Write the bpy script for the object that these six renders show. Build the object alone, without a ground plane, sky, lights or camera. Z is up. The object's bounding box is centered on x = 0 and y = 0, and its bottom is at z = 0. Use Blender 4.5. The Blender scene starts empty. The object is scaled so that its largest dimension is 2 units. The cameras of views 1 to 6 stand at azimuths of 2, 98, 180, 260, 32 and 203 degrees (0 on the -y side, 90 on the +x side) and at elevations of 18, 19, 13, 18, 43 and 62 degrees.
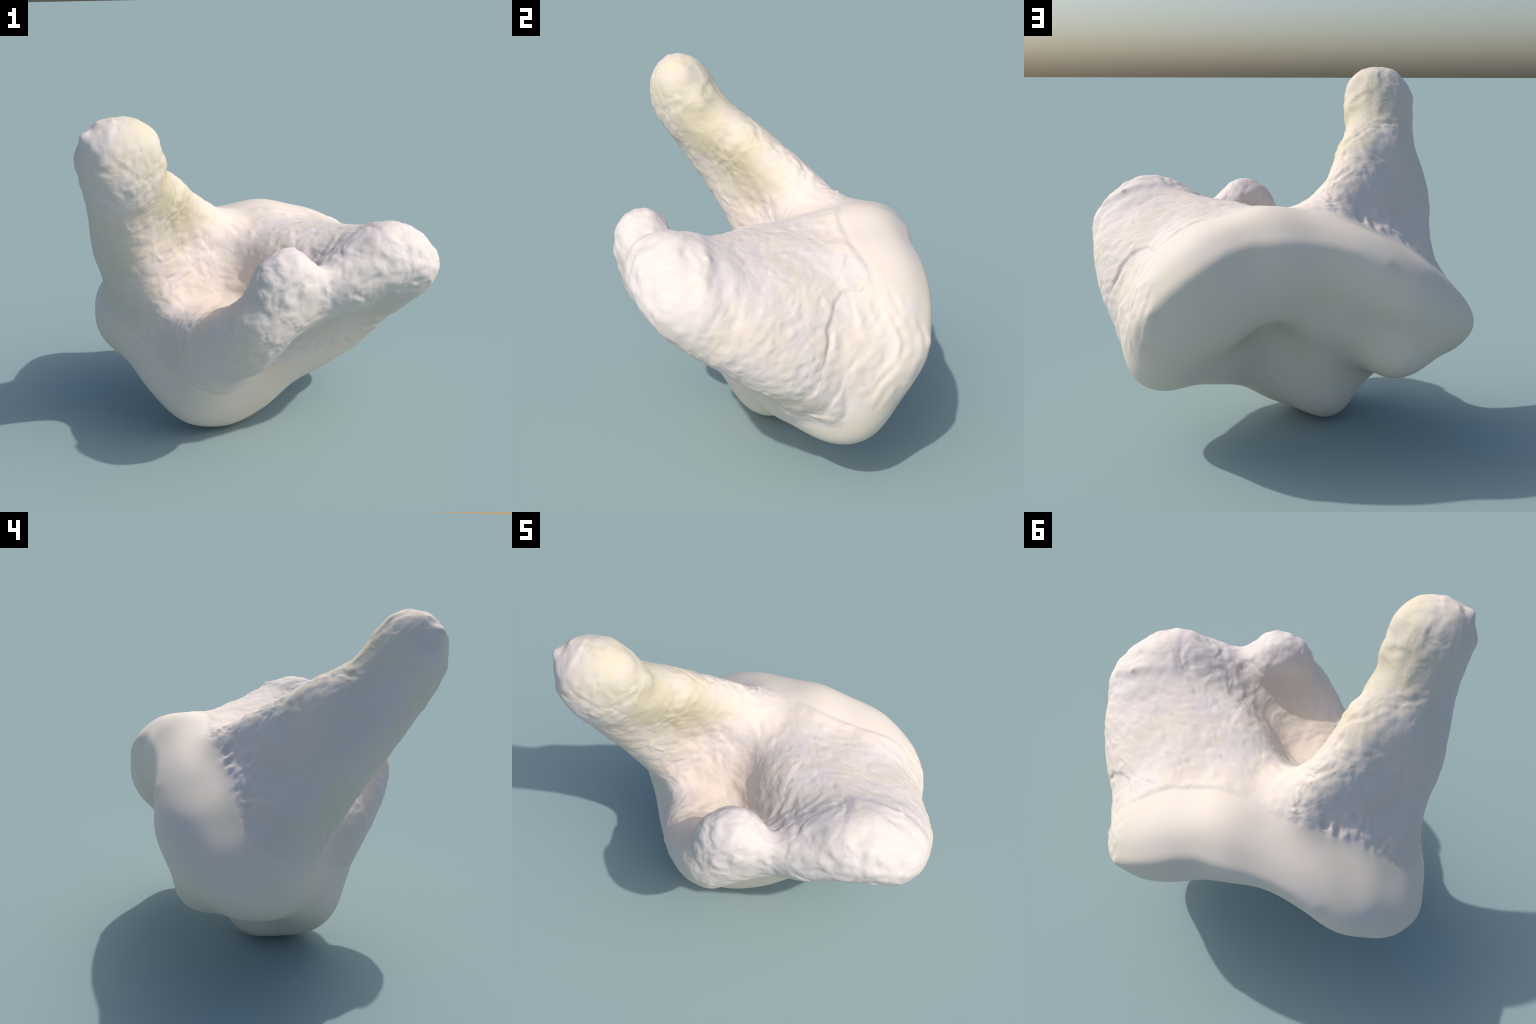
"""A bleached bone: a smooth saddle-shaped joint surface below, a long rough
process leaning away on one side and a two-knobbed rough plate on the other.

The bone is one continuous surface.  It is described as a skeleton of balls
(position + radius) joined by rounded struts and rounded webs that melt into
each other; the skin over that skeleton is polygonised, given its relief with
computed noise, then separated into its anatomical parts."""
import bpy
import numpy as np
from mathutils import Vector

# ------------------------------------------------------------------ skeleton
# balls of the skeleton: x, y, z, radius
BALLS = {
    "T": (-0.575, -0.579, 1.753, 0.108),
    "TN": (-0.672, -0.603, 1.749, 0.112),
    "H1": (-0.541, -0.531, 1.676, 0.109),
    "H2": (-0.629, -0.557, 1.623, 0.126),
    "HR": (-0.199, 0.449, 0.998, 0.081),
    "HM": (-0.608, -0.079, 0.893, 0.126),
    "HF": (-0.665, -0.239, 1.186, 0.144),
    "HI": (-0.489, 0.105, 1.039, 0.110),
    "HL": (-0.717, 0.126, 0.579, 0.136),
    "HC": (-0.193, 0.190, 1.050, 0.110),
    "C0": (0.530, 0.374, 0.522, 0.181),
    "C1": (0.437, 0.501, 0.761, 0.194),
    "C12": (0.272, 0.486, 0.909, 0.200),
    "C2": (-0.004, 0.444, 1.004, 0.175),
    "C23": (-0.367, 0.454, 0.965, 0.133),
    "C3": (-0.646, 0.474, 0.818, 0.123),
    "C4": (-0.810, 0.393, 0.669, 0.110),
    "C5": (-0.791, 0.229, 0.616, 0.122),
    "L0": (0.281, 0.140, 0.454, 0.171),
    "L1": (-0.278, 0.070, 0.174, 0.114),
    "L12": (-0.200, -0.077, 0.188, 0.139),
    "L2": (-0.454, -0.126, 0.383, 0.126),
    "LF": (-0.342, -0.179, 0.274, 0.141),
    "LM": (-0.032, -0.018, 0.283, 0.145),
    "B1": (0.703, -0.315, 1.108, 0.162),
    "B12": (0.527, -0.411, 1.046, 0.136),
    "B2": (0.306, -0.517, 0.968, 0.088),
    "B3": (0.818, -0.204, 1.036, 0.156),
    "A": (0.169, -0.596, 1.087, 0.112),
    "A2": (0.034, -0.594, 0.863, 0.100),
    "A3": (-0.096, -0.488, 0.734, 0.106),
    "F": (-0.254, -0.309, 0.610, 0.141),
    "M0": (0.700, 0.156, 0.764, 0.138),
    "M1": (0.268, -0.150, 0.749, 0.115),
    "M2": (-0.036, 0.024, 0.706, 0.135),
    "M3": (0.530, -0.125, 0.988, 0.157),
    "M4": (0.233, 0.003, 0.996, 0.155),
    "M5": (-0.278, 0.269, 0.722, 0.129),
    "M6": (0.734, -0.011, 0.915, 0.151),
    "HK": (-0.212, 0.041, 0.794, 0.119),
    "A4": (-0.008, -0.500, 0.673, 0.107),
    "LR": (-0.612, 0.401, 0.531, 0.124),
}
# struts (two balls) and webs (three balls)
WEBS = """
    T TN, T H1, H1 H2, H2 HR HM, H2 HM HF, H2 HF HI,
    H2 HI HR, HR HI HC, HR HM C3, HM C3 C4, HM C4 C5, HM HF HL,
    HM HL C5, HF HL HI, HI HC M5, HI HL M5, C0 C1, C1 C12,
    C12 C2, C2 C23, C23 C3, C3 C4, C4 C5, C5 L2,
    HL C5 L2, HL L2 LF, C2 HR C23, HR C23 C3, L2 M5 L1, L1 L12,
    L12 LF, LF L2 M5, HL F LF, F LF L12, L1 M2 M5, L1 LM M2,
    L12 LM F, L0 C0 M0, L0 LM M3, C0 C1 M0, C1 M0 M6, C1 M6 M3,
    C12 M3 C1, C12 C2 M4, M4 M3 C12, M4 M2 M3, C2 HR M4, M4 HC M5,
    M4 M2 M5, C0 L0 M3, B1 B12 M6, B12 B2 M6, B1 B3 M6, B3 M0 M6,
    B2 A, B2 A A2, A A2, A2 A3, A3 F, A2 B2 M1,
    A3 A2 M1, M1 B2 M6, M1 M6 M3, M1 M3 M2, A3 M1 M2, F A3 M2,
    F M2 M5, LM F M2, LM M2 M3, M0 M3 L0, HI HK HC, HK M2,
    HI HK HL, LR C4 C5, LR C5 L2, LR M5 L2, A2 A4 A3, A4 A3 F,
"""
MELT = 0.035      # how far neighbouring pieces flow together
FAIR = 0.075     # how far the skin is evened out
# swellings (+) and hollows (-) worked into the skin: x, y, z, spread, height
SWELLS = {
    "process": [
        (-0.65, -0.61, 1.84, 0.30, 0.052),
        (-0.40, -0.17, 1.48, 0.30, -0.042),
        (-0.58, -0.59, 1.41, 0.30, 0.061),
        (-0.65, -0.61, 1.84, 0.15, -0.025),
        (-0.40, -0.17, 1.48, 0.15, 0.051),
        (-0.58, -0.59, 1.41, 0.15, -0.042),
        (-0.23, 0.22, 1.24, 0.15, 0.025),
        (-0.75, -0.28, 1.45, 0.15, -0.022),
        (-0.45, -0.31, 1.18, 0.15, -0.049),
        (-0.44, -0.45, 1.67, 0.15, -0.010),
        (-0.61, -0.03, 1.33, 0.15, 0.003),
        (-0.30, -0.06, 1.22, 0.15, 0.016),
        (-0.79, -0.50, 1.62, 0.15, -0.035),
        (-0.62, -0.71, 1.62, 0.15, -0.033),
        (-0.80, -0.15, 1.25, 0.15, 0.007),
        (-0.75, -0.47, 1.30, 0.15, -0.009),
        (-0.42, 0.11, 1.32, 0.15, 0.036),
        (-0.58, -0.28, 1.60, 0.15, -0.013),
        (-0.44, -0.41, 1.39, 0.15, -0.018),
        (-0.42, 0.30, 1.18, 0.15, -0.041),
        (-0.47, -0.65, 1.69, 0.09, -0.012),
        (-0.44, -0.27, 1.17, 0.09, 0.012),
        (-0.67, -0.18, 1.49, 0.09, 0.028),
        (-0.45, -0.52, 1.52, 0.09, 0.008),
        (-0.46, -0.62, 1.60, 0.09, -0.014),
        (-0.47, -0.55, 1.49, 0.09, -0.004),
        (-0.51, 0.17, 1.21, 0.09, -0.008),
        (-0.44, -0.27, 1.16, 0.09, 0.008),
        (-0.21, 0.36, 1.19, 0.09, -0.008),
    ],
    "knobs": [
        (0.90, -0.26, 1.18, 0.30, 0.073),
        (-0.06, -0.69, 0.86, 0.30, 0.038),
        (0.37, -0.46, 1.14, 0.30, 0.043),
        (-0.01, -0.27, 0.38, 0.30, -0.047),
        (0.90, -0.26, 1.18, 0.15, -0.043),
        (-0.06, -0.69, 0.86, 0.15, -0.018),
        (0.37, -0.46, 1.14, 0.15, -0.021),
        (-0.01, -0.27, 0.38, 0.15, 0.006),
        (0.67, -0.39, 0.89, 0.15, -0.028),
        (-0.15, -0.38, 0.88, 0.15, -0.010),
        (0.09, -0.62, 1.15, 0.15, 0.009),
        (0.61, -0.30, 1.25, 0.15, -0.029),
        (-0.19, -0.28, 0.16, 0.15, -0.010),
        (0.18, -0.30, 0.58, 0.15, 0.005),
        (0.90, -0.26, 0.90, 0.15, -0.010),
        (0.30, -0.66, 0.98, 0.15, -0.032),
        (0.62, -0.52, 1.10, 0.15, -0.017),
        (0.05, -0.60, 0.64, 0.15, 0.003),
        (0.47, -0.51, 0.89, 0.15, 0.011),
        (0.05, -0.44, 1.00, 0.15, -0.036),
        (0.82, -0.42, 1.06, 0.15, -0.012),
        (0.51, -0.32, 0.76, 0.15, 0.015),
        (0.15, -0.67, 0.81, 0.15, 0.007),
        (-0.00, -0.41, 0.53, 0.15, 0.051),
        (-0.03, -0.62, 0.99, 0.06, -0.012),
        (0.33, -0.45, 1.09, 0.06, -0.011),
        (0.16, -0.68, 1.21, 0.06, -0.010),
        (0.12, -0.49, 1.17, 0.06, 0.004),
        (0.31, -0.63, 1.14, 0.06, -0.004),
        (0.23, -0.40, 1.02, 0.06, -0.004),
        (0.22, -0.56, 1.24, 0.06, 0.014),
        (0.02, -0.70, 1.04, 0.06, -0.008),
        (0.20, -0.72, 1.14, 0.06, -0.008),
        (0.11, -0.43, 0.95, 0.09, -0.009),
        (0.68, -0.44, 1.23, 0.09, 0.009),
        (0.26, -0.72, 1.17, 0.09, 0.011),
        (-0.18, -0.67, 0.87, 0.09, 0.013),
        (0.38, -0.58, 0.93, 0.09, -0.029),
        (0.39, -0.50, 1.17, 0.09, -0.009),
        (0.28, -0.32, 1.04, 0.09, -0.005),
        (0.12, -0.71, 1.20, 0.09, 0.004),
        (0.78, -0.43, 1.26, 0.09, -0.013),
        (-0.07, -0.29, 0.25, 0.09, 0.004),
        (0.29, -0.40, 1.07, 0.09, -0.011),
    ],
    "joint": [
        (-0.22, -0.02, 0.02, 0.30, 0.091),
        (-0.10, 0.57, 1.16, 0.30, 0.044),
        (0.67, 0.47, 0.41, 0.30, 0.046),
        (-0.96, 0.30, 0.66, 0.30, 0.067),
        (0.43, -0.20, 0.60, 0.30, -0.035),
        (-0.30, 0.40, 0.55, 0.30, 0.015),
        (-0.47, -0.35, 0.50, 0.30, 0.004),
        (0.25, 0.69, 0.73, 0.30, 0.016),
        (0.18, 0.25, 0.31, 0.30, 0.010),
        (0.89, 0.06, 0.75, 0.30, 0.020),
        (-0.65, 0.10, 0.31, 0.30, -0.011),
        (-0.62, 0.62, 0.86, 0.30, 0.017),
        (-0.79, -0.11, 0.70, 0.30, -0.022),
        (0.07, 0.31, 0.70, 0.30, -0.057),
        (-0.22, -0.02, 0.02, 0.15, -0.052),
        (-0.10, 0.57, 1.16, 0.15, -0.020),
        (0.67, 0.47, 0.41, 0.15, -0.011),
        (-0.96, 0.30, 0.66, 0.15, -0.048),
        (-0.30, 0.40, 0.55, 0.15, 0.003),
        (-0.47, -0.35, 0.50, 0.15, -0.025),
        (0.25, 0.69, 0.73, 0.15, -0.004),
        (0.18, 0.25, 0.31, 0.15, -0.004),
        (0.89, 0.06, 0.75, 0.15, 0.004),
        (-0.65, 0.10, 0.31, 0.15, -0.030),
        (-0.79, -0.11, 0.70, 0.15, -0.009),
        (0.07, 0.31, 0.70, 0.15, 0.029),
        (0.63, 0.63, 0.78, 0.15, -0.009),
        (0.53, 0.11, 0.39, 0.15, 0.007),
        (-0.67, 0.48, 0.44, 0.15, 0.012),
        (0.30, 0.62, 1.10, 0.15, 0.009),
        (-0.47, -0.23, 0.16, 0.15, -0.010),
        (-0.19, 0.23, 0.27, 0.15, 0.015),
        (-0.26, 0.58, 0.86, 0.15, -0.027),
        (0.34, 0.50, 0.46, 0.15, -0.030),
        (0.09, -0.02, 0.15, 0.15, 0.007),
        (-0.41, 0.49, 1.12, 0.15, 0.005),
        (0.27, -0.11, 0.37, 0.15, 0.028),
        (0.75, 0.22, 0.53, 0.15, -0.014),
        (0.69, -0.16, 0.72, 0.15, -0.038),
        (-0.88, 0.10, 0.47, 0.15, 0.016),
        (-0.65, -0.17, 0.38, 0.15, 0.026),
        (-0.81, 0.55, 0.67, 0.15, -0.017),
        (-0.46, 0.28, 0.36, 0.15, -0.004),
        (-0.44, 0.09, 0.16, 0.15, -0.024),
        (0.46, 0.34, 0.30, 0.15, -0.010),
        (-0.36, -0.44, 0.71, 0.15, 0.024),
        (0.46, 0.68, 0.59, 0.15, -0.012),
        (0.42, 0.72, 0.91, 0.15, 0.021),
        (-0.52, 0.53, 0.65, 0.15, -0.022),
        (-0.26, -0.40, 0.35, 0.15, 0.035),
        (0.74, 0.46, 0.66, 0.15, -0.011),
        (-0.58, -0.22, 0.66, 0.15, 0.009),
        (-0.13, 0.44, 0.72, 0.15, 0.050),
        (0.59, -0.03, 0.57, 0.15, 0.007),
        (-0.85, 0.34, 0.47, 0.15, -0.043),
        (-0.62, 0.46, 1.02, 0.15, -0.008),
        (0.34, 0.10, 0.26, 0.15, 0.006),
        (0.34, 0.38, 1.15, 0.15, 0.004),
        (0.58, 0.54, 0.98, 0.15, 0.013),
        (0.19, 0.50, 0.63, 0.15, 0.046),
        (-0.07, 0.12, 0.12, 0.15, -0.033),
        (0.18, 0.34, 0.50, 0.15, 0.029),
        (0.10, 0.50, 1.19, 0.15, 0.003),
        (0.22, 0.72, 0.94, 0.15, -0.018),
        (-0.26, -0.26, 0.12, 0.09, -0.004),
        (-0.88, 0.51, 0.68, 0.09, 0.005),
        (0.17, 0.59, 0.66, 0.09, 0.006),
        (0.73, 0.32, 0.47, 0.09, -0.022),
        (-0.33, 0.34, 0.47, 0.09, -0.007),
        (-0.40, -0.36, 0.74, 0.09, -0.006),
        (0.62, 0.72, 0.70, 0.09, 0.023),
        (-0.62, -0.26, 0.39, 0.09, -0.008),
        (-0.37, 0.55, 0.72, 0.09, 0.011),
        (0.64, 0.04, 0.56, 0.09, -0.004),
        (-0.92, 0.31, 0.47, 0.09, 0.021),
        (-0.58, 0.45, 0.41, 0.09, 0.006),
        (-0.14, 0.42, 0.65, 0.09, -0.006),
        (0.70, 0.58, 0.53, 0.09, -0.015),
        (-0.47, -0.37, 0.51, 0.09, 0.006),
        (-1.02, 0.36, 0.63, 0.09, 0.025),
        (-0.37, 0.24, 0.35, 0.09, -0.022),
        (-0.04, 0.51, 0.69, 0.09, 0.013),
        (-0.55, -0.30, 0.56, 0.09, 0.014),
        (0.67, 0.64, 0.63, 0.09, 0.005),
        (0.60, 0.60, 0.54, 0.09, 0.006),
        (-1.00, 0.29, 0.57, 0.09, 0.011),
        (-0.57, 0.55, 1.02, 0.09, 0.013),
        (0.69, 0.59, 0.58, 0.09, 0.007),
        (0.55, 0.44, 1.07, 0.09, 0.007),
        (-0.63, 0.51, 1.01, 0.09, -0.016),
        (-0.03, 0.65, 1.04, 0.09, 0.004),
        (-0.53, -0.33, 0.46, 0.09, 0.004),
        (0.64, 0.46, 0.92, 0.09, -0.014),
        (-0.77, 0.52, 0.91, 0.09, -0.007),
        (0.20, 0.70, 0.97, 0.09, 0.004),
        (0.06, 0.65, 1.08, 0.09, -0.011),
        (-0.62, 0.57, 0.99, 0.12, 0.018),
    ],
    "wall": [
        (-0.75, -0.36, 1.09, 0.30, 0.035),
        (0.54, 0.34, 1.07, 0.30, -0.030),
        (-0.10, -0.06, 0.98, 0.30, -0.036),
        (0.30, -0.02, 1.20, 0.30, -0.005),
        (-0.75, -0.36, 1.09, 0.15, -0.032),
        (0.54, 0.34, 1.07, 0.15, 0.026),
        (-0.10, -0.06, 0.98, 0.15, 0.031),
        (0.30, -0.02, 1.20, 0.15, 0.004),
        (0.66, 0.01, 1.17, 0.15, -0.029),
        (0.14, 0.30, 1.19, 0.15, 0.019),
        (0.16, -0.25, 1.00, 0.15, 0.018),
        (0.78, 0.34, 0.86, 0.15, -0.007),
        (-0.79, 0.34, 0.91, 0.15, -0.032),
        (0.93, -0.01, 1.03, 0.15, -0.034),
        (0.05, 0.05, 1.17, 0.15, 0.015),
        (-0.89, 0.10, 0.79, 0.15, -0.013),
        (-0.70, -0.26, 0.86, 0.15, -0.005),
        (0.40, -0.23, 1.17, 0.15, -0.011),
        (0.75, 0.19, 1.04, 0.15, 0.003),
        (0.46, 0.14, 1.16, 0.15, 0.021),
        (-0.21, -0.57, 0.78, 0.15, -0.012),
        (-0.31, -0.08, 0.97, 0.15, 0.019),
        (-0.06, 0.34, 1.21, 0.15, -0.009),
        (-0.55, -0.32, 0.99, 0.15, 0.014),
        (0.93, -0.02, 1.01, 0.09, 0.008),
        (0.25, -0.13, 1.18, 0.09, 0.006),
        (0.70, 0.29, 1.04, 0.09, 0.017),
        (-0.11, -0.20, 0.80, 0.09, -0.020),
        (-0.89, 0.21, 0.79, 0.09, 0.010),
        (0.05, -0.18, 1.01, 0.09, 0.019),
        (0.90, -0.13, 0.77, 0.09, 0.003),
        (-0.82, -0.20, 0.88, 0.09, -0.010),
        (-0.26, -0.51, 0.77, 0.09, 0.010),
        (0.68, 0.14, 1.14, 0.09, 0.021),
        (0.08, -0.08, 1.14, 0.09, 0.009),
        (-0.63, 0.11, 1.13, 0.09, -0.005),
        (-0.43, -0.24, 1.05, 0.09, 0.010),
        (-0.71, 0.04, 1.12, 0.09, -0.006),
        (0.16, -0.20, 1.09, 0.09, 0.008),
        (-0.34, -0.14, 0.93, 0.09, 0.008),
        (0.19, 0.00, 1.18, 0.09, -0.012),
        (-0.02, -0.13, 0.99, 0.09, 0.007),
        (0.23, 0.27, 1.17, 0.09, -0.008),
        (-0.64, 0.11, 1.13, 0.09, -0.013),
        (0.30, -0.23, 1.15, 0.09, 0.005),
    ],
}

names = list(BALLS)
WEBS = [[BALLS[b] for b in w.split()] for w in WEBS.replace("\n", " ").split(",") if w.strip()]


# ------------------------------------------------------- distance to the bone
def strut(p, a, b):
    a, ra, b, rb = np.array(a[:3]), a[3], np.array(b[:3]), b[3]
    ab = b - a
    t = np.clip(((p - a) @ ab) / max(ab @ ab, 1e-9), 0, 1)
    d = p - a - t[:, None] * ab
    return np.sqrt((d * d).sum(1)) - (ra + (rb - ra) * t)


def web(p, A, B, C):
    a, b, c = (np.array(q[:3]) for q in (A, B, C))
    ab, ac, ap = b - a, c - a, p - a
    n = np.cross(ab, ac)
    d00, d01, d11, d20, d21 = ab @ ab, ab @ ac, ac @ ac, ap @ ab, ap @ ac
    den = d00 * d11 - d01 * d01
    v, w = (d11 * d20 - d01 * d21) / den, (d00 * d21 - d01 * d20) / den
    u = 1 - v - w
    face = np.abs(ap @ n) / np.sqrt(n @ n) - (u * A[3] + v * B[3] + w * C[3])
    edge = np.minimum(np.minimum(strut(p, A, B), strut(p, B, C)), strut(p, C, A))
    return np.where((u >= 0) & (v >= 0) & (w >= 0), np.minimum(face, edge), edge)


def bone(p):
    parts = np.stack([strut(p, *w) if len(w) == 2 else web(p, *w) for w in WEBS])
    low = parts.min(0)
    return low - MELT * np.log(np.exp(-(parts - low) / MELT).sum(0))


def even_out(field, lo, hi, h):
    """Sample the field coarsely; return a function giving it, gaussian-smoothed,
    on any finer axis-aligned grid."""
    ax = [np.arange(lo[i], hi[i] + h, h) for i in range(3)]
    X = np.stack(np.meshgrid(*ax, indexing="ij"), -1)
    g = field(X.reshape(-1, 3)).reshape(X.shape[:3])

    def on(axes):
        out = g
        for i in range(3):
            w = np.exp(-(axes[i][:, None] - ax[i][None]) ** 2 / 2 / FAIR ** 2)
            out = np.moveaxis(np.tensordot(w / w.sum(1, keepdims=True), out, (1, i)), 0, i)
        return out
    return on


def swell(axes):
    """Sum of the gaussian swellings on a grid (each one is separable)."""
    out = np.zeros([len(a) for a in axes])
    for group in SWELLS.values():
        for x, y, z, s, height in group:
            ex, lo_hi = [], []
            for a, c in zip(axes, (x, y, z)):
                i0, i1 = np.searchsorted(a, (c - 3.8 * s, c + 3.8 * s))
                lo_hi.append(slice(i0, i1))
                ex.append(np.exp(-(a[i0:i1] - c) ** 2 / 2 / s ** 2))
            out[tuple(lo_hi)] += height * np.einsum("i,j,k->ijk", *ex)
    return out


# ------------------------------------------------------------- polygonisation
def surface_nets(G, lo, h):
    """Quads of the zero surface of a field given on a grid."""
    S = G < 0
    corners = [(i, j, k) for i in (0, 1) for j in (0, 1) for k in (0, 1)]
    n = np.array(G.shape) - 1
    cut = lambda A, o: A[o[0]:o[0] + n[0], o[1]:o[1] + n[1], o[2]:o[2] + n[2]]
    cnt = sum(cut(S, o).astype(np.int8) for o in corners)
    cell = np.argwhere((cnt > 0) & (cnt < 8))
    num = -np.ones(n, np.int64)
    num[tuple(cell.T)] = np.arange(len(cell))
    acc, hits = np.zeros((len(cell), 3)), np.zeros(len(cell))
    val = {o: G[tuple((cell + o).T)] for o in corners}
    for o in corners:
        for axis in range(3):
            if o[axis] == 0:
                q = tuple(np.add(o, np.eye(3, dtype=int)[axis]))
                a, b = val[o], val[q]
                m = (a < 0) != (b < 0)
                t = np.where(m, a / np.where(m, a - b, 1), 0)
                pt = np.tile(np.array(o, float), (len(cell), 1))
                pt[:, axis] += t
                acc += pt * m[:, None]
                hits += m
    verts = lo + (cell + acc / hits[:, None]) * h
    quads = []
    e = np.eye(3, dtype=int)
    for axis in range(3):
        u, v = e[(axis + 1) % 3], e[(axis + 2) % 3]
        a = S[tuple(slice(1, s - 1) for s in S.shape)]
        b = S[tuple(slice(1 + e[axis][i], S.shape[i] - 1 + e[axis][i]) for i in range(3))]
        for sign in (True, False):
            at = np.argwhere((a != b) & (a == sign)) + 1
            f = np.stack([num[tuple((at + d).T)] for d in (-u - v, -v, 0 * u, -u)], 1)
            quads.append(f if sign else f[:, ::-1])
    return verts, np.vstack(quads)


LO, HI, STEP = np.array([-1.08, -.86, -.08]), np.array([1.1, .86, 1.98]), 0.0066
axes = [np.arange(LO[i], HI[i], STEP) for i in range(3)]
smooth = even_out(bone, LO - .12, HI + .12, 0.03)
field = smooth(axes) - swell(axes)
verts, quads = surface_nets(field, LO, STEP)


# ------------------------------------------------------------ working on skin
faces = np.vstack([quads[:, [0, 1]], quads[:, [1, 2]], quads[:, [2, 3]], quads[:, [3, 0]]])
EDGES = np.unique(np.sort(faces, 1), axis=0)
COUNT = len(verts)
DEG = np.bincount(EDGES.ravel(), minlength=COUNT)[:, None]


def spread_mean(v):
    """Mean over the neighbours of each vertex."""
    out = np.empty_like(v)
    for k in range(v.shape[1]):
        out[:, k] = np.bincount(EDGES[:, 0], v[EDGES[:, 1], k], COUNT) + np.bincount(EDGES[:, 1], v[EDGES[:, 0], k], COUNT)
    return out / DEG


def normals(v):
    n = np.zeros_like(v)
    fn = np.cross(v[quads[:, 2]] - v[quads[:, 0]], v[quads[:, 3]] - v[quads[:, 1]])
    for c in range(4):
        for k in range(3):
            n[:, k] += np.bincount(quads[:, c], fn[:, k], COUNT)
    return n / (np.linalg.norm(n, axis=1, keepdims=True) + 1e-12)


for _ in range(3):                       # take the grid out of the skin
    verts = verts + .5 * (spread_mean(verts) - verts)
    verts = verts - .52 * (spread_mean(verts) - verts)
NORM = normals(verts)
if (NORM * (verts - verts.mean(0))).sum() < 0:
    quads = quads[:, ::-1]
    NORM = -NORM


def hashed(i, seed):
    h = (i[..., 0] * 73856093) ^ (i[..., 1] * 19349663) ^ (i[..., 2] * 83492791) ^ (seed * 2654435761)
    h = (h ^ (h >> 13)) * 1274126177 & 0x7FFFFFFF
    return ((h ^ (h >> 16)) & 0xFFFFF) / 0xFFFFF * 2 - 1


def noise(p, size, seed):
    """Smooth value noise, about -1..1, features of the given size in metres."""
    q = p / size + 100.5
    i = np.floor(q).astype(np.int64)
    t = q - i
    t = t * t * t * (t * (t * 6 - 15) + 10)
    out = 0
    for a in (0, 1):
        for b in (0, 1):
            for c in (0, 1):
                w = (t[:, 0] if a else 1 - t[:, 0]) * (t[:, 1] if b else 1 - t[:, 1]) * (t[:, 2] if c else 1 - t[:, 2])
                out = out + w * hashed(i + np.array([a, b, c]), seed)
    return out


def fractal(p, size, seed, octaves=3):
    return sum(noise(p + 7.3 * o, size / 1.9 ** o, seed + o) * .55 ** o for o in range(octaves))


def ramp(x, a, b):
    t = np.clip((x - a) / (b - a), 0, 1)
    return t * t * (3 - 2 * t)


def to_line(p, line, n=None):
    """Distance to a polyline, place along it (0-1), and - given normals - on which side."""
    L = np.array(line, float)
    best, along, side = np.full(len(p), 9.), np.zeros(len(p)), np.zeros(len(p))
    for k in range(len(L) - 1):
        ab = L[k + 1] - L[k]
        t = np.clip(((p - L[k]) @ ab) / (ab @ ab), 0, 1)
        d = p - L[k] - t[:, None] * ab
        r = np.linalg.norm(d, axis=1)
        m = r < best
        best[m], along[m] = r[m], (k + t[m]) / (len(L) - 1)
        if n is not None:
            side[m] = np.einsum("ij,ij->i", d, np.cross(ab / np.linalg.norm(ab), n))[m]
    return best, along, side


# the rim where the smooth joint meets the rough bone, walked all the way round
RIM = [(.13, .33, 1.21), (.35, .39, 1.16), (.47, .47, 1.09), (.55, .5, 1.01), (.62, .54, .94),
       (.66, .6, .83), (.69, .59, .75), (.72, .52, .67), (.73, .48, .59), (.75, .43, .52),
       (.75, .36, .45), (.71, .25, .43), (.66, .17, .43), (.58, .11, .41), (.41, -.05, .46),
       (.22, -.15, .47), (.11, -.2, .43), (-.02, -.31, .42), (-.07, -.33, .37), (-.16, -.38, .35),
       (-.28, -.45, .41), (-.38, -.42, .46), (-.5, -.31, .51), (-.62, -.22, .59), (-.76, -.12, .66),
       (-.87, .0, .72), (-.91, .13, .78), (-.88, .23, .83), (-.79, .265, .92), (-.69, .27, .99),
       (-.54, .29, 1.07), (-.4, .325, 1.15), (-.25, .35, 1.2), (-.14, .35, 1.22), (.0, .33, 1.22), (.13, .33, 1.21)]
rim_far, rim_at, _ = to_line(verts, RIM)
close = np.flatnonzero(rim_far < .07)    # lay the rim line onto the skin
steps = np.concatenate([np.linspace(a, b, 13)[:-1] for a, b in zip(np.array(RIM), np.array(RIM)[1:])])
laid = np.array([verts[close[np.argmin(((verts[close] - s) ** 2).sum(1))]] for s in steps])
laid = (laid + np.roll(laid, 1, 0) + np.roll(laid, -1, 0)) / 3
rim_far[close] = np.sqrt(np.min([((verts[close] - s) ** 2).sum(1) for s in laid], 0))
wall = rim_far < .016
joint = np.zeros(COUNT, bool)
joint[np.argmin(np.linalg.norm(verts - np.array([.3, .65, .9]), axis=1))] = True
while True:                              # flood the joint up to the rim
    grow = joint.copy()
    a, b = EDGES[:, 0], EDGES[:, 1]
    grow[b[joint[a]]] = True
    grow[a[joint[b]]] = True
    grow &= ~wall
    if grow.sum() == joint.sum():
        break
    joint = grow
lab = np.where(joint, 1., np.where(wall, 0., -1.))[:, None]
for _ in range(10):
    lab = np.where(wall[:, None], spread_mean(lab), lab)
rough_far = np.where(lab[:, 0] > 0, -1, 1) * rim_far        # + on rough bone, - on the joint
rough_far = np.where(wall, rough_far * ramp(np.abs(lab[:, 0]), 0, .5) * .999, rough_far)

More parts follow.
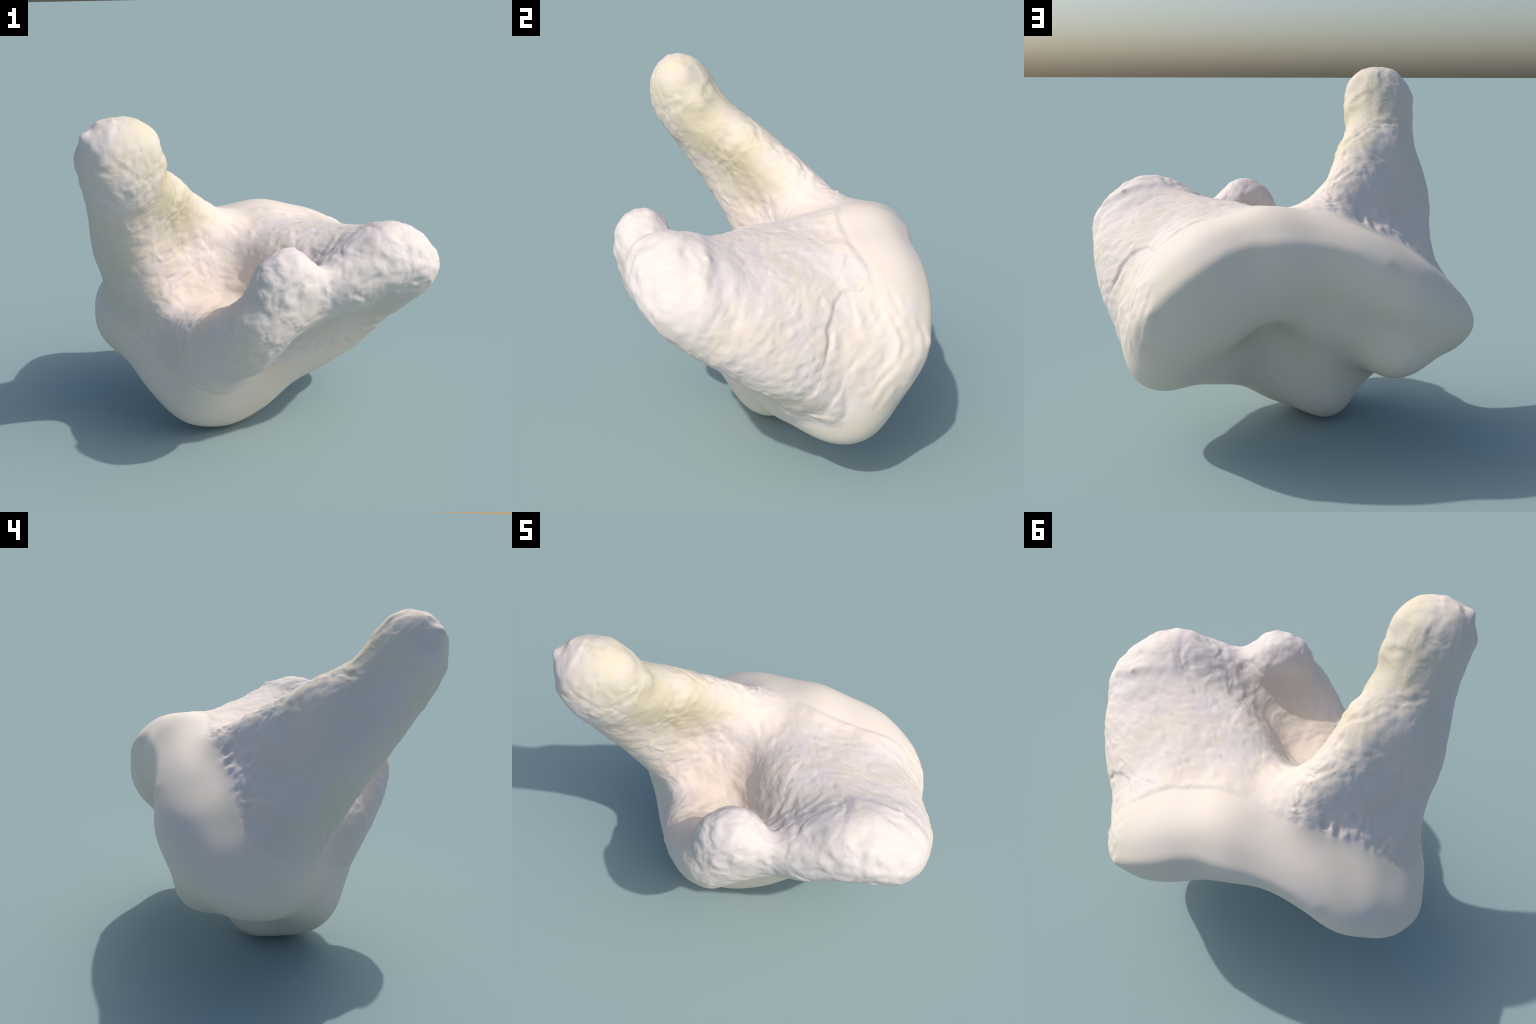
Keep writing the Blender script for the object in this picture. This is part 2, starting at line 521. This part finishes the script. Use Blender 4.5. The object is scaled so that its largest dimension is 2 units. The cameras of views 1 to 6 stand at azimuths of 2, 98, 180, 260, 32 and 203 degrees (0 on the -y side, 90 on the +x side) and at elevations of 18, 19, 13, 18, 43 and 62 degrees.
TIP, SHAFT, ROOT = (-.66, -.6, 1.74), (-.55, -.38, 1.45), (-.45, -.1, 1.1)
KNOB, BIG_KNOB = (.17, -.6, 1.09), [(.82, -.26, 1.07), (.45, -.46, 1.06)]
shaft_far, shaft_at, _ = to_line(verts, [TIP, SHAFT, ROOT])
big_far = to_line(verts, BIG_KNOB)[0]
small_far = np.linalg.norm(verts - KNOB, axis=1)
root = np.array([(-.22, .33, 1.21), (-.15, -.1, .9), (-.47, -.4, .5)])
root_n = np.cross(root[1] - root[0], root[2] - root[0])
root_n *= np.sign(root_n @ (np.array(TIP) - root[0])) / np.linalg.norm(root_n)
process_in = (verts - root[0]) @ root_n

# --------------------------------------------------------------------- relief
P, N = verts, NORM
warp = P + .03 * np.stack([noise(P, .12, 60 + k) for k in range(3)], 1)
rough = ramp(rough_far, -.02, .05)
on_process = ramp(process_in, -.05, .1) * rough
flank = ramp(N @ np.array([-.83, .5, -.25]), .45, .85)            # the smoother outer face of the process
on_knobs = np.maximum(ramp(-big_far, -.27, -.17), ramp(-small_far, -.28, -.17)) * rough
plain = rough * (1 - on_process) * (1 - on_knobs)

swirl = lambda size, amount, seed: amount * np.stack([noise(P, size, seed + k) for k in range(3)], 1)
along_shaft = np.array(TIP) - np.array(ROOT)
along_shaft /= np.linalg.norm(along_shaft)
uneven = .65 + .35 * noise(P, .17, 90)                             # rougher here, smoother there
scaly = noise(warp, .043, 1) + .38 * noise(warp + swirl(.05, .012, 63), .022, 5) + .9 * noise(warp, .085, 8)
lumps = noise(warp, .047, 11) + .22 * noise(warp, .026, 15) + .8 * noise(P, .09, 18)
streak_dir = np.array([.82, -.3, -.1])
streak = P - (P @ streak_dir)[:, None] * streak_dir * .5 + swirl(.09, .012, 70)
grain = noise(streak, .027, 21) + .35 * noise(streak, .016, 23) + .6 * noise(streak, .06, 27)
high = .006 * scaly * uneven * on_process * (1 - .55 * flank)
high += .005 * lumps * on_knobs
high += .004 * noise(P, .13, 33) * flank * on_process + .0016 * noise(warp, .05, 34) * flank * on_process
# the worn end of the big knob: a flattish pad with a broken edge
PAD = np.array([(.62, -.2, 1.27), (.76, -.16, 1.25), (.9, -.13, 1.18), (.97, -.12, 1.1), (.975, -.07, 1.02), (.975, -.09, .95), (.95, -.2, .88)])
pad = to_line(P + swirl(.06, .012, 77), PAD)[0]
high += on_knobs * (.008 * np.exp(-(pad / .03) ** 2) * (1 + .6 * noise(P, .06, 78)))
high -= rough * .006 * np.exp(-(to_line(P + swirl(.06, .012, 77), PAD + (-.03, .06, .01))[0] / .035) ** 2)
high += (.005 * noise(warp, .075, 79) + .003 * noise(warp, .04, 76)) * ramp(P[:, 0], .6, .8) * on_knobs
outer = ramp(P[:, 0], .5, .68) * ramp(1.1 - P[:, 2], 0, .12) * plain * ramp(-rough_far, -.36, -.2)
round_knob = np.stack([big_far * 1.3, *(P.T[:2] * .5)], 1) + swirl(.08, .012, 97)   # folds wrapping the big knob
wraps = (noise(round_knob, .026, 98) + .4 * noise(round_knob, .014, 99) + 1.4 * noise(round_knob, .05, 89)) * ramp(P[:, 0], .4, .7)
near_knob = np.exp(-(np.clip(big_far - .2, 0, 9) / .13) ** 2)
high += .0024 * wraps * near_knob * plain
high += .0033 * grain * (.75 + .25 * uneven) * plain * (1 - .5 * near_knob) * (1 - .55 * outer) + .004 * noise(P, .12, 25) * plain
high += .0014 * noise(P, .14, 31) * (1 - rough)

# a few broken, layered steps on the outer side between the plate and the rim
layer = rough_far + .05 * noise(P, .3, 41) + .02 * noise(P, .08, 42)
saw = (layer / .13) % 1
fold = ramp(saw, 0, .85) * ramp(1 - saw, 0, .15) - .45
high += outer * .007 * np.clip(noise(P, .13, 45) * 1.2 + .5, 0, 1) * fold
down = np.array([.15, .25, -.95])
wrinkle = P - (P @ down)[:, None] * down * .6 + swirl(.1, .02, 95)
high += outer * (.0026 * noise(wrinkle, .032, 47) + .008 * noise(wrinkle, .085, 48))

# a torn step running down the outer side
CRACK = [(.54, .5, 1.01), (.585, .42, 1.03), (.62, .36, 1.03), (.66, .34, 1.01), (.77, .32, .91), (.83, .3, .74), (.82, .26, .62)]
gap, along, side = to_line(P + .008 * np.stack([noise(P, .05, 80 + k) for k in range(3)], 1), CRACK, N)
ends = ramp(along, 0, .12) * ramp(1 - along, 0, .25)
low = ramp(-side, -.008, .018)
high -= .011 * low * np.exp(-gap / .09) * ends * (gap < .3)

# the rim: a crisp groove behind, a row of torn teeth under the process
groove = np.exp(-((rough_far + .004) / .018) ** 2)
behind = np.exp(-((rim_at - .0) / .07) ** 2) + np.exp(-((rim_at - 1) / .07) ** 2)
lip_rough = .7 + .5 * noise(P, .05, 57)
high -= .0035 * groove * np.clip(behind, 0, 1)
high += .010 * lip_rough * np.exp(-((rough_far - .03) / .024) ** 2) * np.clip(behind, 0, 1)
below = np.exp(-((rim_at - .56) / .09) ** 2)
high -= .004 * groove * below
teeth = np.exp(-((rim_at - .87) / .045) ** 2)
tooth_dir = np.array([-.38, .75, -.54])
tooth = P - (P @ tooth_dir)[:, None] * tooth_dir * .75
high += teeth * np.exp(-((rough_far - .03) / .035) ** 2) * (.013 * noise(tooth, .04, 51) + .002 * noise(P, .028, 52) - .001)
# ridge where the process runs down to the rim
edge = to_line(P, [(-.45, -.3, 1.5), (-.36, -.02, 1.36), (-.3, .15, 1.27), (-.27, .3, 1.22)])[0]
high += .011 * np.exp(-(edge / .05) ** 2) * fractal(warp, .05, 55)

# the lip where the top of the joint turns under into the saddle
LIP = np.array([(.57, .72, .76), (.47, .74, .88), (.35, .73, .97), (.21, .69, 1.06), (.09, .66, 1.1), (-.05, .65, 1.1),
                (-.25, .63, 1.08), (-.4, .62, 1.04), (-.5, .63, .99)])
high += .009 * np.exp(-(to_line(P, LIP)[0] / .05) ** 2) - .007 * np.exp(-(to_line(P, LIP - (0, .02, .1))[0] / .06) ** 2)

# crest between the plate and the pit, hollow just inside it
CREST = np.array([(.35, -.37, 1.12), (.23, -.29, 1.05), (.11, -.24, .97), (-.01, -.19, .9), (-.13, -.11, .88)])
high += .007 * np.exp(-(to_line(P, CREST)[0] / .03) ** 2) - .010 * np.exp(-(to_line(P, CREST + (-.06, -.06, -.03))[0] / .04) ** 2)
pit = np.exp(-(np.linalg.norm(P - (-.2, -.2, .88), axis=1) / .26) ** 2) * rough
high += pit * .009 * noise(warp, .09, 58)

# faint ridges on the smooth side of the rim, at the outer corner
corner = ramp(P[:, 0], .45, .62) * ramp(P[:, 2], .5, .62) * ramp(-P[:, 2], -1.06, -.95) * ramp(rough_far, -.24, -.14) * (1 - rough)
high += .005 * corner * (noise(np.stack([rough_far * 2.2, P[:, 2] * .4, P[:, 0] * .3], 1), .06, 66) + .5 * noise(P, .04, 67))

# single small knobs
for x, y, z, s, h in [(-.755, -.67, 1.815, .024, .024), (-.69, -.60, 1.88, .04, .009), (-.80, -.60, 1.70, .035, .013), (-.73, -.71, 1.70, .035, -.008),
                      (-.73, -.64, 1.86, .02, -.008), (-.6, -.5, 1.86, .03, .005), (.561, .745, .793, .02, .012), (-.42, -.43, 1.66, .035, .018),
                      (-.45, -.52, 1.80, .04, .010), (.82, -.14, 1.22, .012, .010)]:
    high += h * np.exp(-((P - (x, y, z)) ** 2).sum(1) / 2 / s ** 2)
verts = verts + (high - .0015 * rough)[:, None] * NORM
NORM = normals(verts)

# ------------------------------------------------------------------ materials
def bone_material(name, pale, warm, seed):
    mat = bpy.data.materials.new(name)
    mat.use_nodes = True
    nt = mat.node_tree
    new = nt.nodes.new
    link = nt.links.new
    bsdf = nt.nodes["Principled BSDF"]
    pos = new("ShaderNodeTexCoord").outputs["Object"]

    def math(op, a, b=None, clamp=False):
        n = new("ShaderNodeMath")
        n.operation, n.use_clamp = op, clamp
        for k, v in enumerate((a, b)):
            if v is None:
                continue
            if isinstance(v, (int, float)):
                n.inputs[k].default_value = v
            else:
                link(v, n.inputs[k])
        return n.outputs[0]

    def speckle(scale, detail=4.0, rough=.6):
        n = new("ShaderNodeTexNoise")
        n.inputs["Scale"].default_value, n.inputs["Detail"].default_value = scale, detail
        n.inputs["Roughness"].default_value = rough
        m = new("ShaderNodeMapping")
        m.inputs["Location"].default_value = (seed, 2 * seed, -seed)
        link(pos, m.inputs[0])
        link(m.outputs[0], n.inputs["Vector"])
        return n.outputs["Fac"]

    def fade(v, a, b):
        n = new("ShaderNodeMapRange")
        n.interpolation_type = "SMOOTHSTEP"
        n.inputs["From Min"].default_value, n.inputs["From Max"].default_value = a, b
        link(v, n.inputs["Value"])
        return n.outputs["Result"]

    def near(a, b, inner, outer):
        """1 close to the segment a-b, 0 beyond the outer distance."""
        a, b = Vector(a), Vector(b)
        ab = b - a
        sub = new("ShaderNodeVectorMath"); sub.operation = "SUBTRACT"
        link(pos, sub.inputs[0]); sub.inputs[1].default_value = a
        dot = new("ShaderNodeVectorMath"); dot.operation = "DOT_PRODUCT"
        link(sub.outputs[0], dot.inputs[0]); dot.inputs[1].default_value = ab / max(ab.length_squared, 1e-9)
        t = math("ADD", dot.outputs["Value"], 0.0, True)
        foot = new("ShaderNodeVectorMath"); foot.operation = "SCALE"
        foot.inputs[0].default_value = ab; link(t, foot.inputs["Scale"])
        d = new("ShaderNodeVectorMath"); d.operation = "DISTANCE"
        link(sub.outputs[0], d.inputs[0]); link(foot.outputs[0], d.inputs[1])
        wob = math("MULTIPLY", math("SUBTRACT", speckle(5), .5), .22)
        return fade(math("ADD", d.outputs["Value"], wob), outer, inner)

    def blend(fac, a, b):
        n = new("ShaderNodeMix")
        n.data_type = "RGBA"
        link(fac, n.inputs["Factor"])
        for k, v in ((6, a), (7, b)):
            if isinstance(v, tuple):
                n.inputs[k].default_value = (*v, 1)
            else:
                link(v, n.inputs[k])
        return n.outputs[2]

    col = blend(fade(speckle(4.5), .38, .62), pale, warm)
    # cream toward the joint and the root of the wide plate, whatever the part
    cream = near((-.1, .38, 1.12), (.55, .5, .75), .1, .42)
    col = blend(math("MULTIPLY", cream, .6), col, CREAM)
    # chalky white knobs
    chalk = math("MAXIMUM", near(KNOB, KNOB, .12, .3), near(*BIG_KNOB, .12, .32))
    col = blend(math("MULTIPLY", chalk, .8), col, CHALK)
    # warm floor of the hollow
    col = blend(math("MULTIPLY", near((-.05, -.25, .78), (-.2, -.15, .9), .05, .3), .45), col, HOLLOW)
    # yellow stain along the inner side of the process
    stain = near((-.46, -.5, 1.74), (-.37, -.18, 1.32), .1, .33)
    patchy = fade(speckle(6), .3, .62)
    col = blend(math("MULTIPLY", stain, math("ADD", math("MULTIPLY", patchy, .42), .24)), col, STAIN)
    core = near((-.42, -.4, 1.52), (-.37, -.2, 1.28), .03, .2)
    col = blend(math("MULTIPLY", core, .4), col, (.50, .45, .29))
    # greenish patches
    for a, b, amount in (((-.6, -.5, 1.3), (-.66, -.35, 1.1), .35), ((.08, -.48, 1.0), (.0, -.42, .85), .3),
                         ((.12, .42, .6), (.0, .4, .62), .45), ((-.75, -.2, .95), (-.7, -.15, .8), .3)):  # first one here: occlusion shade of the saddle hollow, tinted into the base colour
        col = blend(math("MULTIPLY", near(a, b, .02, .2), amount), col, OLIVE)
    # thin bluish films, most on the smooth joint
    film = math("MULTIPLY", fade(speckle(8, 4), .58, .72), FILM[seed > 2])
    col = blend(film, col, BLUISH)
    link(col, bsdf.inputs["Base Color"])
    bsdf.inputs["Roughness"].default_value = .62 if seed > 2 else .8
    bsdf.inputs["Specular IOR Level"].default_value = .25
    bump = new("ShaderNodeBump")
    bump.inputs["Strength"].default_value = .22 if seed <= 2 else .05
    bump.inputs["Distance"].default_value = .006
    link(speckle(70, 5, .65), bump.inputs["Height"])
    link(bump.outputs[0], bsdf.inputs["Normal"])
    return mat


CHALK = (.66, .60, .58)
CREAM, HOLLOW, STAIN = (.73, .64, .55), (.72, .61, .54), (.57, .52, .345)
OLIVE, BLUISH, FILM = (.58, .54, .42), (.66, .66, .66), {False: .04, True: .5}
rough_bone = bone_material("rough_bone", (.69, .615, .585), (.695, .61, .525), 1)
joint_bone = bone_material("joint_bone", (.715, .63, .53), (.715, .635, .565), 3)

# ---------------------------------------------------------------------- parts
thing = bpy.data.objects.new("bone", None)
thing["label"] = "pale bleached bone with long process and two knobs"
thing["category"] = "bone"
bpy.context.collection.objects.link(thing)

centre = verts[quads].mean(1)
q = lambda v: v[quads].mean(1)
kind = np.zeros(len(quads), int)
kind[q(process_in) > 0] = 1
kind[(q(small_far) < .24)] = 2
kind[(q(big_far) < .235) & (kind != 2)] = 3
kind[q(rough_far) < 0] = 4
for k, (name, mat) in enumerate([("body", rough_bone), ("long_process", rough_bone), ("small_knob", rough_bone),
                                 ("large_knob", rough_bone), ("joint_surface", joint_bone)]):
    used, f = np.unique(quads[kind == k], return_inverse=True)
    f = f.reshape(-1, 4)
    me = bpy.data.meshes.new(name)
    me.vertices.add(len(used))
    me.vertices.foreach_set("co", verts[used].astype(np.float32).ravel())
    me.loops.add(f.size)
    me.loops.foreach_set("vertex_index", f.astype(np.int32).ravel())
    me.polygons.add(len(f))
    me.polygons.foreach_set("loop_start", (np.arange(len(f)) * 4).astype(np.int32))
    me.update(calc_edges=True)
    me.shade_smooth()
    me.normals_split_custom_set_from_vertices(NORM[used].astype(np.float32))
    me.materials.append(mat)
    part = bpy.data.objects.new(name, me)
    part.parent = thing
    bpy.context.collection.objects.link(part)
